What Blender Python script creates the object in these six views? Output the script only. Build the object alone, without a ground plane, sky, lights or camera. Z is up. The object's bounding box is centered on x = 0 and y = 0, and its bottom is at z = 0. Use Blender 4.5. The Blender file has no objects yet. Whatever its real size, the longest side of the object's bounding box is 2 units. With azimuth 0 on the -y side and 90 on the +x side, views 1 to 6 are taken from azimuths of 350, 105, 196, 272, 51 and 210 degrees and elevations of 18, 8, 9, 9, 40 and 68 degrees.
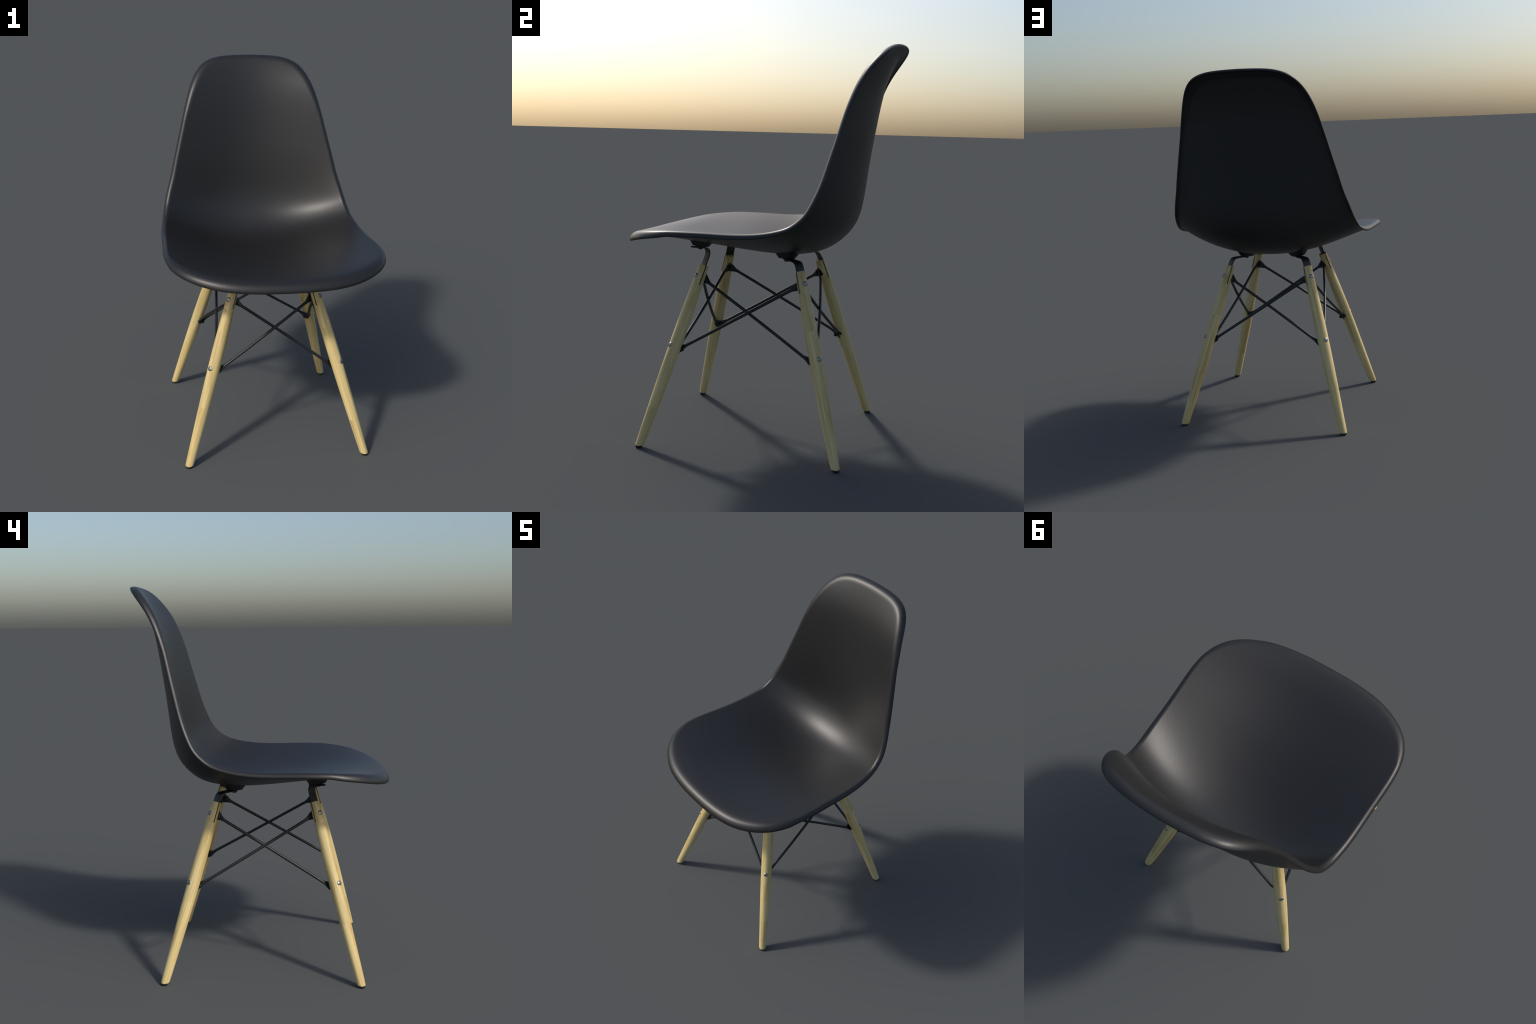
import bpy, bmesh, math
import numpy as np
from mathutils import Matrix, Vector

# ------------------------------------------------------------------ helpers
def spline(P, m=16):
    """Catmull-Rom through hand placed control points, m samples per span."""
    P = np.asarray(P, float)
    Q = np.vstack([2*P[0]-P[1], P, 2*P[-1]-P[-2]])
    t = np.linspace(0, 1, m, endpoint=False)[:, None]
    out = []
    for i in range(1, len(Q)-2):
        a, b, c, d = Q[i-1:i+3]
        out.append(.5*(2*b+(c-a)*t+(2*a-5*b+4*c-d)*t**2+(3*b-a-3*c+d)*t**3))
    return np.vstack(out+[P[-1:]])

def smooth(A, passes):
    """Binomial smoothing of a polyline with fixed ends."""
    A = A.copy()
    for _ in range(passes):
        A[1:-1] = .25*A[:-2]+.5*A[1:-1]+.25*A[2:]
    return A

def unit(v):
    v = np.asarray(v, float)
    return v/np.linalg.norm(v)

def make_mesh(name, verts, faces, mat, smooth_angle=None):
    me = bpy.data.meshes.new(name)
    me.from_pydata([tuple(map(float, v)) for v in verts], [], faces)
    bm = bmesh.new(); bm.from_mesh(me)
    bmesh.ops.recalc_face_normals(bm, faces=bm.faces)
    bm.to_mesh(me); bm.free()
    me.materials.append(mat)
    if smooth_angle is None:
        me.shade_smooth()
    else:
        me.shade_smooth()
        me.set_sharp_from_angle(angle=math.radians(smooth_angle))
    return me

def add(name, me, parent=None, matrix=None):
    ob = bpy.data.objects.new(name, me)
    bpy.context.scene.collection.objects.link(ob)
    if parent is not None:
        ob.parent = parent
    if matrix is not None:
        ob.matrix_local = matrix
    return ob

def ring_faces(nr, m, closed_ends=True):
    """Quads between nr rings of m vertices, n-gon caps at both ends."""
    F = []
    for i in range(nr-1):
        for j in range(m):
            k = (j+1) % m
            F.append((i*m+j, i*m+k, (i+1)*m+k, (i+1)*m+j))
    if closed_ends:
        F.append(tuple(range(m))[::-1])
        F.append(tuple((nr-1)*m+j for j in range(m)))
    return F

def revolve(profile, m=32):
    """Solid of revolution about local z from (radius, z) points."""
    V = []
    for r, z in profile:
        for j in range(m):
            a = 2*math.pi*j/m
            V.append((r*math.cos(a), r*math.sin(a), z))
    return V, ring_faces(len(profile), m)

# ---------------------------------------------------------------- materials
def new_mat(name):
    mat = bpy.data.materials.new(name)
    mat.use_nodes = True
    nt = mat.node_tree
    return mat, nt, nt.nodes["Principled BSDF"]

def node(nt, kind, **kw):
    n = nt.nodes.new(kind)
    for k, v in kw.items():
        setattr(n, k, v)
    return n

def plastic_material():
    mat, nt, b = new_mat("black_plastic")
    b.inputs["Base Color"].default_value = (.0125, .0125, .0130, 1)
    b.inputs["Roughness"].default_value = .43
    b.inputs["Specular IOR Level"].default_value = .5
    tc = node(nt, "ShaderNodeTexCoord")
    no = node(nt, "ShaderNodeTexNoise")
    no.inputs["Scale"].default_value = 170
    no.inputs["Detail"].default_value = 2
    bu = node(nt, "ShaderNodeBump")
    bu.inputs["Strength"].default_value = .10
    bu.inputs["Distance"].default_value = .002
    nt.links.new(tc.outputs["Object"], no.inputs["Vector"])
    nt.links.new(no.outputs["Fac"], bu.inputs["Height"])
    nt.links.new(bu.outputs["Normal"], b.inputs["Normal"])
    return mat

def metal_material(name, col, rough, metallic):
    mat, nt, b = new_mat(name)
    b.inputs["Base Color"].default_value = (*col, 1)
    b.inputs["Roughness"].default_value = rough
    b.inputs["Metallic"].default_value = metallic
    return mat

def wood_material():
    mat, nt, b = new_mat("pale_wood")
    L = nt.links.new
    tc = node(nt, "ShaderNodeTexCoord")
    oi = node(nt, "ShaderNodeObjectInfo")
    sep = node(nt, "ShaderNodeSeparateXYZ")
    L(tc.outputs["Object"], sep.inputs[0])
    # laminated blanks: the grain jumps at a few joints along the leg
    zz = node(nt, "ShaderNodeMath", operation='MULTIPLY_ADD')
    L(sep.outputs["Z"], zz.inputs[0]); zz.inputs[1].default_value = 1.9
    L(oi.outputs["Random"], zz.inputs[2])
    fl = node(nt, "ShaderNodeMath", operation='FLOOR'); L(zz.outputs[0], fl.inputs[0])
    seed = node(nt, "ShaderNodeMath", operation='MULTIPLY_ADD')
    L(oi.outputs["Random"], seed.inputs[0]); seed.inputs[1].default_value = 37.0
    L(fl.outputs[0], seed.inputs[2])
    off = node(nt, "ShaderNodeCombineXYZ")
    sm = node(nt, "ShaderNodeMath", operation='MULTIPLY'); sm.inputs[1].default_value = .731
    L(seed.outputs[0], sm.inputs[0])
    L(sm.outputs[0], off.inputs[0]); L(sm.outputs[0], off.inputs[2])
    vadd = node(nt, "ShaderNodeVectorMath", operation='ADD')
    L(tc.outputs["Object"], vadd.inputs[0]); L(off.outputs[0], vadd.inputs[1])
    # broad streaks
    mp = node(nt, "ShaderNodeMapping"); mp.inputs["Scale"].default_value = (38, 38, 1.6)
    L(vadd.outputs[0], mp.inputs["Vector"])
    n1 = node(nt, "ShaderNodeTexNoise"); n1.inputs["Scale"].default_value = 1.0
    n1.inputs["Detail"].default_value = 4; n1.inputs["Distortion"].default_value = .6
    L(mp.outputs[0], n1.inputs["Vector"])
    # slanting figure where the head of the leg is cut across the grain
    mp3 = node(nt, "ShaderNodeMapping"); mp3.inputs["Scale"].default_value = (20, 110, 14)
    mp3.inputs["Rotation"].default_value = (math.radians(40), math.radians(25), 0)
    L(vadd.outputs[0], mp3.inputs["Vector"])
    n3 = node(nt, "ShaderNodeTexNoise"); n3.inputs["Scale"].default_value = 1.0
    n3.inputs["Detail"].default_value = 3; n3.inputs["Distortion"].default_value = .4
    L(mp3.outputs[0], n3.inputs["Vector"])
    head = node(nt, "ShaderNodeMapRange"); head.inputs["From Min"].default_value = .80
    head.inputs["From Max"].default_value = .88
    L(sep.outputs["Z"], head.inputs["Value"])
    grain = node(nt, "ShaderNodeMix", data_type='FLOAT')
    L(head.outputs["Result"], grain.inputs["Factor"])
    L(n1.outputs["Fac"], grain.inputs["A"]); L(n3.outputs["Fac"], grain.inputs["B"])
    # fine growth rings
    mp2 = node(nt, "ShaderNodeMapping")
    mp2.inputs["Rotation"].default_value = (math.radians(5), math.radians(4), .5)
    mp2.inputs["Scale"].default_value = (1, 1, .35)
    L(vadd.outputs[0], mp2.inputs["Vector"])
    wv = node(nt, "ShaderNodeTexWave", wave_type='RINGS', rings_direction='Z')
    wv.inputs["Scale"].default_value = 26
    wv.inputs["Distortion"].default_value = 3.5
    wv.inputs["Detail"].default_value = 3
    wv.inputs["Detail Scale"].default_value = 1.2
    L(mp2.outputs[0], wv.inputs["Vector"])
    cr = node(nt, "ShaderNodeValToRGB")
    e = cr.color_ramp.elements
    e[0].position = .28; e[0].color = (.46, .335, .125, 1)
    e[1].position = .72; e[1].color = (.74, .61, .325, 1)
    m = e.new(.5); m.color = (.63, .495, .218, 1)
    L(grain.outputs["Result"], cr.inputs["Fac"])
    mix = node(nt, "ShaderNodeMix", data_type='RGBA', blend_type='MULTIPLY')
    cr2 = node(nt, "ShaderNodeValToRGB")
    f = cr2.color_ramp.elements
    f[0].position = .0; f[0].color = (.86, .80, .72, 1)
    f[1].position = .45; f[1].color = (1, 1, 1, 1)
    L(wv.outputs["Color"], cr2.inputs["Fac"])
    mix.inputs["Factor"].default_value = .7
    L(cr.outputs["Color"], mix.inputs["A"]); L(cr2.outputs["Color"], mix.inputs["B"])
    # each blank has a slightly different tone
    wn = node(nt, "ShaderNodeTexWhiteNoise", noise_dimensions='1D')
    L(seed.outputs[0], wn.inputs["W"])
    mr = node(nt, "ShaderNodeMapRange")
    mr.inputs["To Min"].default_value = .92; mr.inputs["To Max"].default_value = 1.05
    L(wn.outputs["Value"], mr.inputs["Value"])
    hsv = node(nt, "ShaderNodeHueSaturation")
    L(mix.outputs["Result"], hsv.inputs["Color"]); L(mr.outputs["Result"], hsv.inputs["Value"])
    L(hsv.outputs["Color"], b.inputs["Base Color"])
    b.inputs["Roughness"].default_value = .5
    bu = node(nt, "ShaderNodeBump"); bu.inputs["Strength"].default_value = .08
    bu.inputs["Distance"].default_value = .001
    L(n1.outputs["Fac"], bu.inputs["Height"]); L(bu.outputs["Normal"], b.inputs["Normal"])
    return mat

PLASTIC = plastic_material()
WOOD = wood_material()
BLACK = metal_material("black_steel", (.0115, .0118, .0128), .45, 0.0)
RUBBER = metal_material("black_rubber", (.012, .012, .012), .6, 0.0)
STEEL = metal_material("zinc_steel", (.34, .335, .315), .42, 1.0)

# -------------------------------------------------------------------- chair
chair = bpy.data.objects.new("dining_chair", None)
bpy.context.scene.collection.objects.link(chair)
chair["label"] = "black moulded shell chair with pale wooden dowel legs"
chair["category"] = "chair"

# --------------------------------------------------------------- seat shell
T = .024                                   # wall thickness
T_RIM = .018                               # thinned towards the rim
# centre line of the outer face (y, z): front lip -> under seat -> bend -> back top
SPINE = [(-.660, 1.026), (-.617, 1.033), (-.519, 1.028), (-.435, 1.013), (-.305, .996), (-.2, .985),
         (-.1, .973), (-.01, .964), (.08, .959), (.15, .960), (.214, .966), (.270, .977), (.323, .997),
         (.369, 1.028), (.412, 1.070), (.443, 1.117), (.463, 1.172), (.475, 1.230),
         (.486, 1.304), (.498, 1.407), (.513, 1.506), (.535, 1.635), (.558, 1.762), (.580, 1.84),
         (.611, 1.917), (.643, 1.979)]
sp = smooth(spline(SPINE, 20), 280)
d = np.gradient(sp, axis=0); d /= np.linalg.norm(d, axis=1)[:, None]
inner = sp+T*np.stack([-d[:, 1], d[:, 0]], 1)
arc = np.concatenate([[0], np.cumsum(np.linalg.norm(np.diff(inner, axis=0), axis=1))])
S_END = arc[-1]
# the side walls lean along a softened normal, so the bend opens out towards the rim
grid = np.linspace(-.3, S_END+.3, 1600)
ang = np.interp(grid, arc, np.unwrap(np.arctan2(d[:, 1], d[:, 0])))
wgt = np.exp(-.5*((grid[:, None]-grid[None])/.15)**2)
ang_soft = (wgt @ ang)/wgt.sum(1)

# outline of the unfolded shell: (half width, arc position along the spine)
OUTLINE = [(0, -.010), (.11, -.008), (.210, .001), (.289, .016), (.354, .039), (.416, .072), (.471, .114),
           (.517, .168), (.550, .237), (.565, .310), (.569, .390), (.566, .476), (.561, .571),
           (.557, .676), (.552, .772), (.544, .867), (.532, 1.00), (.519, 1.14), (.502, 1.26),
           (.480, 1.36), (.461, 1.456), (.436, 1.562), (.405, 1.692), (.374, 1.812),
           (.343, 1.907), (.309, 1.979), (.261, 2.034), (.188, 2.066), (.10, 2.077), (0, 2.080)]
# height of the side walls over the centre line, at the rim, along the spine
RISE = [(-.05, -.002), (.038, .008), (.112, .034), (.235, .068), (.388, .093), (.571, .110), (.772, .132),
        (.90, .155), (1.03, .170), (1.15, .157), (1.28, .126), (1.40, .104), (1.56, .087),
        (1.70, .078), (1.83, .063), (1.91, .048), (1.98, .030), (2.04, .018), (2.12, .008)]
rs = smooth(spline(RISE, 12), 140)
WID = smooth(spline([(-.05, .40), (.1, .50), (.3, .56), (.6, .556), (.9, .54), (1.2, .51), (1.5, .455),
                     (1.8, .38), (2.0, .33), (2.12, .30)], 12), 10)

def surface(x, s):
    """Inner face of the shell at lateral x and arc position s."""
    sc = np.clip(s, 0, S_END)
    y = np.interp(sc, arc, inner[:, 0]); z = np.interp(sc, arc, inner[:, 1])
    ty = np.interp(sc, arc, d[:, 0]); tz = np.interp(sc, arc, d[:, 1])
    l = np.hypot(ty, tz); ty /= l; tz /= l
    y = y+(s-sc)*ty; z = z+(s-sc)*tz
    k = np.interp(s, rs[:, 0], rs[:, 1]); w = np.interp(s, WID[:, 0], WID[:, 1])
    q = np.abs(x)/w
    bump = np.exp(-((s-1.05)/.30)**2)                   # flatter floor, steeper walls in the bend
    m = .35*(1-.7*bump)
    h = k*((1-m)*q**(2+.42*bump)+m*np.sin(q*math.pi/2.2)**2/math.sin(math.pi/2.2)**2)
    a = np.interp(s, grid, ang_soft)
    return np.stack([x, y-h*np.sin(a), z+h*np.cos(a)], -1)

def normal(x, s, e=4e-3):
    a = surface(x+e, s)-surface(x-e, s); b = surface(x, s+e)-surface(x, s-e)
    n = np.cross(a, b)
    return n/np.linalg.norm(n, axis=-1)[..., None]

half = smooth(spline(OUTLINE, 24), 80)
half[:, 1] += (S_END-2.051)*np.clip(half[:, 1]-.8, 0, .6)/.6      # keep the top edge on the end of the spine
full = np.vstack([half, half[-2:0:-1]*[-1, 1]])
seg = np.linalg.norm(np.diff(np.vstack([full, full[:1]]), axis=0), axis=1)
cum = np.concatenate([[0], np.cumsum(seg)])
M = 320
tt = np.arange(M)/M*cum[-1]
loop = np.vstack([full, full[:1]])
ox = np.interp(tt, cum, loop[:, 0]); os_ = np.interp(tt, cum, loop[:, 1])
# the crest of the rim lies one roll radius inside the outline
frontness = np.clip((.30-os_)/.30, 0, 1)**.7; topness = np.clip((os_-1.68)/.34, 0, 1)
wide = np.maximum(frontness, topness)
LIP = .038+.052*frontness+.038*topness        # developed length of the rolled edge
TURN = np.radians(100-12*frontness-18*topness)
fu = np.linspace(0, 1, 41)
bend = TURN[:, None]*fu[None]**(.95+.6*wide[:, None])   # crisp crest at the sides, soft roll at front and top
reach = LIP[:, None]*np.concatenate([np.zeros((M, 1)), np.cumsum(.5*(np.cos(bend[:, 1:])+np.cos(bend[:, :-1])), 1)], 1)/40
drop = LIP[:, None]*np.concatenate([np.zeros((M, 1)), np.cumsum(.5*(np.sin(bend[:, 1:])+np.sin(bend[:, :-1])), 1)], 1)/40
R_LIP = reach.max(1)
tx = np.roll(ox, -1)-np.roll(ox, 1); ts = np.roll(os_, -1)-np.roll(os_, 1); tl = np.hypot(tx, ts)
ox, os_ = ox-R_LIP*ts/tl, os_+R_LIP*tx/tl
S_MID = 1.0
rho = np.concatenate([np.linspace(.012, .86, 56), np.linspace(.86, 1, 16)[1:]])
top_rings, under_rings = [], []
for r in rho:
    X = ox*r; S = S_MID+(os_-S_MID)*r
    p = surface(X, S); n = normal(X, S)
    top_rings.append(p); under_rings.append(p-(T_RIM+(T-T_RIM)*(1-max(0, (r-.35)/.65)**1.5))*n)
# rolled lip: turn the rim outward and down, then a short straight skirt
p = surface(ox, os_); n = normal(ox, os_)
tan = np.roll(p, -1, 0)-np.roll(p, 1, 0); tan /= np.linalg.norm(tan, axis=1)[:, None]
out = np.cross(tan, n); out /= np.linalg.norm(out, axis=1)[:, None]
cen = np.array([0, .1, 1.2])
if np.mean(((p-cen)*out).sum(1)) < 0:
    out = -out
lip_out, lip_in = [], []
T_TIP = .013
for i in range(2, 41, 2):
    dirv = np.sin(bend[:, i:i+1])*out+np.cos(bend[:, i:i+1])*n
    q = p+reach[:, i:i+1]*out-drop[:, i:i+1]*n
    lip_out.append(q)
tip_in = lip_out[-1]-T_TIP*dirv
lip_in = [under_rings[-1]*(1-f)+tip_in*f for f in np.linspace(0, 1, 7)[1:]]
down = np.cos(TURN)[:, None]*out-np.sin(TURN)[:, None]*n
side = np.sin(TURN)[:, None]*out+np.cos(TURN)[:, None]*n
mid = .5*(lip_out[-1]+lip_in[-1])
edge = [mid+T_TIP/2*(math.cos(b)*side+math.sin(b)*down) for b in np.linspace(0, math.pi, 9)[1:-1]]
rings = top_rings+lip_out+edge+lip_in[::-1]+under_rings[::-1]
V = np.vstack(rings)
seat = add("seat_shell", make_mesh("seat_shell", V, ring_faces(len(rings), M), PLASTIC), chair)

# ------------------------------------------------------------------- legs
# foot point of each axis, and the horizontal run inward per metre of height
AXES = {('front', 1): ((.474, -.515), (-.294, .265)), ('front', -1): ((-.474, -.515), (.294, .265)),
        ('back', 1): ((.470, .483), (-.265, -.285)), ('back', -1): ((-.470, .483), (.265, -.285))}
TILT = math.atan(.393)
CUT = .010                                         # height of the horizontal foot cut
LEN = (.896)/math.cos(TILT)
PROFILE = [(.0, .0200), (.012, .0216), (.10, .0240), (.25, .0275), (.42, .0309), (.56, .0321),
           (.70, .0314), (.82, .0287), (.92, .0260), (LEN-.003, .0246), (LEN, .0230)]
prof = spline(PROFILE, 8)
MS = 40
V = []
for z, r in prof:
    for j in range(MS):
        a = 2*math.pi*j/MS; x, y = r*math.cos(a), r*math.sin(a)
        w = max(0, 1-z/.06)
        zc = (CUT-x*math.sin(TILT))/math.cos(TILT)
        V.append((x, y, z+w*zc))
leg_mesh = make_mesh("leg", V, ring_faces(len(prof), MS), WOOD, 35)
gv, gf = revolve([(.010, .0), (.0165, .0), (.0175, .002), (.0175, CUT+.004), (.01, CUT+.004)], 28)
glide_mesh = make_mesh("foot_glide", gv, gf, RUBBER, 35)

# domed screw head with a cross recess
sv, sf = revolve([(.0128, -.004), (.0131, 0), (.0120, .0018), (.0092, .0034), (.0050, .0045), (.001, .0048)], 28)
screw_mesh = make_mesh("screw", sv, sf, STEEL)
tmp = bpy.data.objects.new("tmp", screw_mesh); bpy.context.scene.collection.objects.link(tmp)
for i in range(2):
    bm = bmesh.new(); bmesh.ops.create_cube(bm, size=1)
    bmesh.ops.transform(bm, matrix=Matrix.Rotation(math.pi/2*i+.4, 4, 'Z') @ Matrix.Translation((0, 0, .0055)) @
                        Matrix.Diagonal((.015, .0030, .006, 1)), verts=bm.verts)
    cm = bpy.data.meshes.new("cutter"); bm.to_mesh(cm); bm.free()
    cut = bpy.data.objects.new("cutter", cm); bpy.context.scene.collection.objects.link(cut)
    mod = tmp.modifiers.new("b", 'BOOLEAN'); mod.object = cut; mod.operation = 'DIFFERENCE'; mod.solver = 'EXACT'
dg = bpy.context.evaluated_depsgraph_get()
screw_final = bpy.data.meshes.new_from_object(tmp.evaluated_get(dg))
screw_final.name = "screw"
for o in [o for o in bpy.data.objects if o.name.startswith(("tmp", "cutter"))]:
    bpy.data.objects.remove(o)
screw_final.shade_smooth(); screw_final.set_sharp_from_angle(angle=math.radians(35))

# nut on a stub of bolt, sits over the brace ends
nv, nf = revolve([(.0125, 0), (.0125, .008), (.0108, .0095), (.006, .0095), (.006, .014), (.0045, .0155)], 6)
nut_mesh = make_mesh("nut", nv, nf, BLACK, 30)

def frame(origin, z, xhint):
    z = unit(z); x = unit(np.asarray(xhint)-np.dot(xhint, z)*z); y = np.cross(z, x)
    return Matrix([[x[i], y[i], z[i], origin[i]] for i in range(3)]+[[0, 0, 0, 1]])

def leg_radius(t):
    return float(np.interp(t, prof[:, 0], prof[:, 1]))

Z_UP, Z_LOW = .838, .493                           # bolt heights on the axis
nodes = {}
for (fb, sx), (foot, run) in AXES.items():
    o = np.array([*foot, 0.]); ax = unit([*run, 1.]); outw = unit([-run[0], -run[1], 0])
    mat = frame(o, ax, outw)
    leg = add("leg", leg_mesh, chair, mat)
    inv = mat.inverted()
    add("foot_glide", glide_mesh, leg, inv @ Matrix.Translation(o))
    radial = unit(outw-np.dot(outw, ax)*ax)        # outward, square to the axis
    for key, z in (('up', Z_UP), ('low', Z_LOW)):
        t = z/ax[2]; c = o+ax*t; r = leg_radius(t)
        add("screw", screw_final, leg, inv @ frame(c+radial*(r-.001), radial, ax))
        nodes[fb, sx, key] = (c-radial*(r-(.0005 if key == 'up' else .003))-ax*(0 if key == 'up' else .005), -radial)

# ------------------------------------------------------------ swept ironwork
def sweep(path, widths, thick, wdirs, m=12, power=1.0):
    """Sweep a rounded section (width along wdir, thickness across it)."""
    path = np.asarray(path); n = len(path); V = []
    tg = np.gradient(path, axis=0)
    for i in range(n):
        t = unit(tg[i]); w = unit(wdirs[i]-np.dot(wdirs[i], t)*t); u = np.cross(t, w)
        for j in range(m):
            a = 2*math.pi*(j+.5)/m; c, s = math.cos(a), math.sin(a)
            e = power if np.isscalar(power) else power[i]
            V.append(path[i]+w*widths[i]/2*math.copysign(abs(c)**e, c)+u*thick[i]/2*math.copysign(abs(s)**e, s))
    return V, ring_faces(n, m)

# flat strap: up out of the slot in the leg, bent over to the rubber mount
def strap_path(pts):
    return smooth(spline(pts, 8), 12)
STRAPS = {'front': ([(.0415, .800), (.02, .852), (0, .902), (-.010, .926), (-.019, .951), (-.019, .970), (-.006, .984),
                     (.034, .990), (.075, .993)], (.225, -.294)),
          'back': ([(.0415, .800), (.02, .852), (0, .902), (-.008, .920), (-.020, .937), (-.040, .9435), (-.10, .9455),
                    (-.142, .949)], (.158, .139))}
MOUNT_Z = {'front': .9935, 'back': .9485}
for (fb, sx), (foot, run) in AXES.items():
    ax = np.array([*run, 1.]); outw = unit([-run[0], -run[1], 0])
    base = np.array([*foot, 0])+ax*.896
    sp2 = strap_path(STRAPS[fb][0])
    path = np.array([[base[0]+outw[0]*q, base[1]+outw[1]*q, z] for q, z in sp2])
    across = unit(np.cross(outw, [0, 0, 1]))
    s = np.linspace(0, 1, len(path))
    wid = np.where(sp2[:, 1] < .896, [2*leg_radius(z/math.cos(TILT))+.003 for z in sp2[:, 1]], .047)
    wid *= 1-.75*np.clip((s-.9)/.1, 0, 1)**3
    th = np.full(len(path), .0062)
    V, F = sweep(path, wid, th, [across]*len(path), m=16, power=.25)
    add("strap", make_mesh("strap", V, F, BLACK, 40), chair)

# rubber mounts between strap and shell
def mount_mesh(fb):
    hgt = .030
    v, f = revolve([(.030, 0), (.040, 0), (.0425, .003), (.056, .020), (.062, .028), (.062, hgt)], 40)
    return make_mesh("rubber_mount", v, f, RUBBER, 30)
bv, bf = revolve([(.017, .002), (.017, -.002), (.013, -.003), (.0125, -.008), (.009, -.011), (.003, -.012)], 24)
bolt_mesh = make_mesh("mount_bolt", bv, bf, BLACK, 35)
for fb in ('front', 'back'):
    mm = mount_mesh(fb)
    for sx in (1, -1):
        x, y = STRAPS[fb][1]
        tilt = Matrix.Rotation(math.radians(-6 if fb == 'front' else 0), 4, 'X') @ \
            Matrix.Rotation(math.radians(-sx*(5 if fb == 'front' else 6)), 4, 'Y')
        m = add("rubber_mount", mm, chair, Matrix.Translation((sx*x, y, MOUNT_Z[fb]+.001)) @ tilt)
        add("mount_bolt", bolt_mesh, m, Matrix.Translation((0, 0, -.005)))

# cross braces: rods with flattened, flared ends bolted to the inside of the legs
def brace(a, b, lift_a, lift_b, bow, face):
    (ca, na), (cb, nb) = a, b
    ca = ca+na*lift_a; cb = cb+nb*lift_b
    dr = unit(cb-ca)
    # the rods run a little outside the bolts, the tabs slant in to them
    da = unit(dr*.047+face*.015); db = unit(-dr*.047+face*.015)
    L = np.linalg.norm(cb-ca)
    mid_off = bow
    pts, wd, th, wdir, pw = [], [], [], [], []
    def put(p, w, t, n, e):
        pts.append(p); wd.append(w); th.append(t); pw.append(e); wdir.append(n)
    # flared tab: widest where it lies on the wood, necking down to the rod
    tail = [(-.0175, .038, .007, .4), (-.015, .046, .007, .35), (0, .045, .007, .4), (.012, .040, .0075, .45),
            (.024, .029, .009, .6), (.038, .0195, .012, .8), (.050, .0158, .0152, 1)]
    wa = np.cross(na, da); wb = np.cross(nb, -db)   # tabs lie flat on the legs
    if np.dot(wa, wb) < 0: wb = -wb
    def tab(c, dv, nv, q):
        # the lower tabs run on past the bolt and follow the round of the leg
        if c[2] < .6 and q < 0:
            return c+dv*q*1.15-nv*q*q/.07
        return c+dv*q
    for q, w, t, e in tail:
        put(tab(ca, da, na, q), w, t, wa, e)
    e0 = ca+da*.050; e1 = cb+db*.050
    for f in np.linspace(0, 1, 14)[1:-1]:
        put(e0+(e1-e0)*f+mid_off*math.sin(math.pi*f), .0156, .0156, wa*(1-f)+wb*f, 1)
    for q, w, t, e in tail[::-1]:
        put(tab(cb, db, nb, q), w, t, wb, e)
    V, F = sweep(pts, wd, th, wdir, m=16, power=pw)
    add("brace_rod", make_mesh("brace_rod", V, F, BLACK, 50), chair)

ORDER = [('front', -1), ('front', 1), ('back', 1), ('back', -1)]
for i in range(4):
    A, B = ORDER[i], ORDER[(i+1) % 4]
    ua, la, ub, lb = nodes[(*A, 'up')], nodes[(*A, 'low')], nodes[(*B, 'up')], nodes[(*B, 'low')]
    mid = (ua[0]+lb[0])/2; outd = np.array([0, np.sign(mid[1]), 0]) if abs(mid[1]) > abs(mid[0]) else np.array([np.sign(mid[0]), 0, 0])
    brace(ua, lb, .002, .008, -outd*.006, outd)
    brace(ub, la, .008, .002, outd*.006, outd)
for (c, nrm) in nodes.values():
    add("nut", nut_mesh, chair, frame(c+nrm*.011, nrm, [0, 0, 1]))
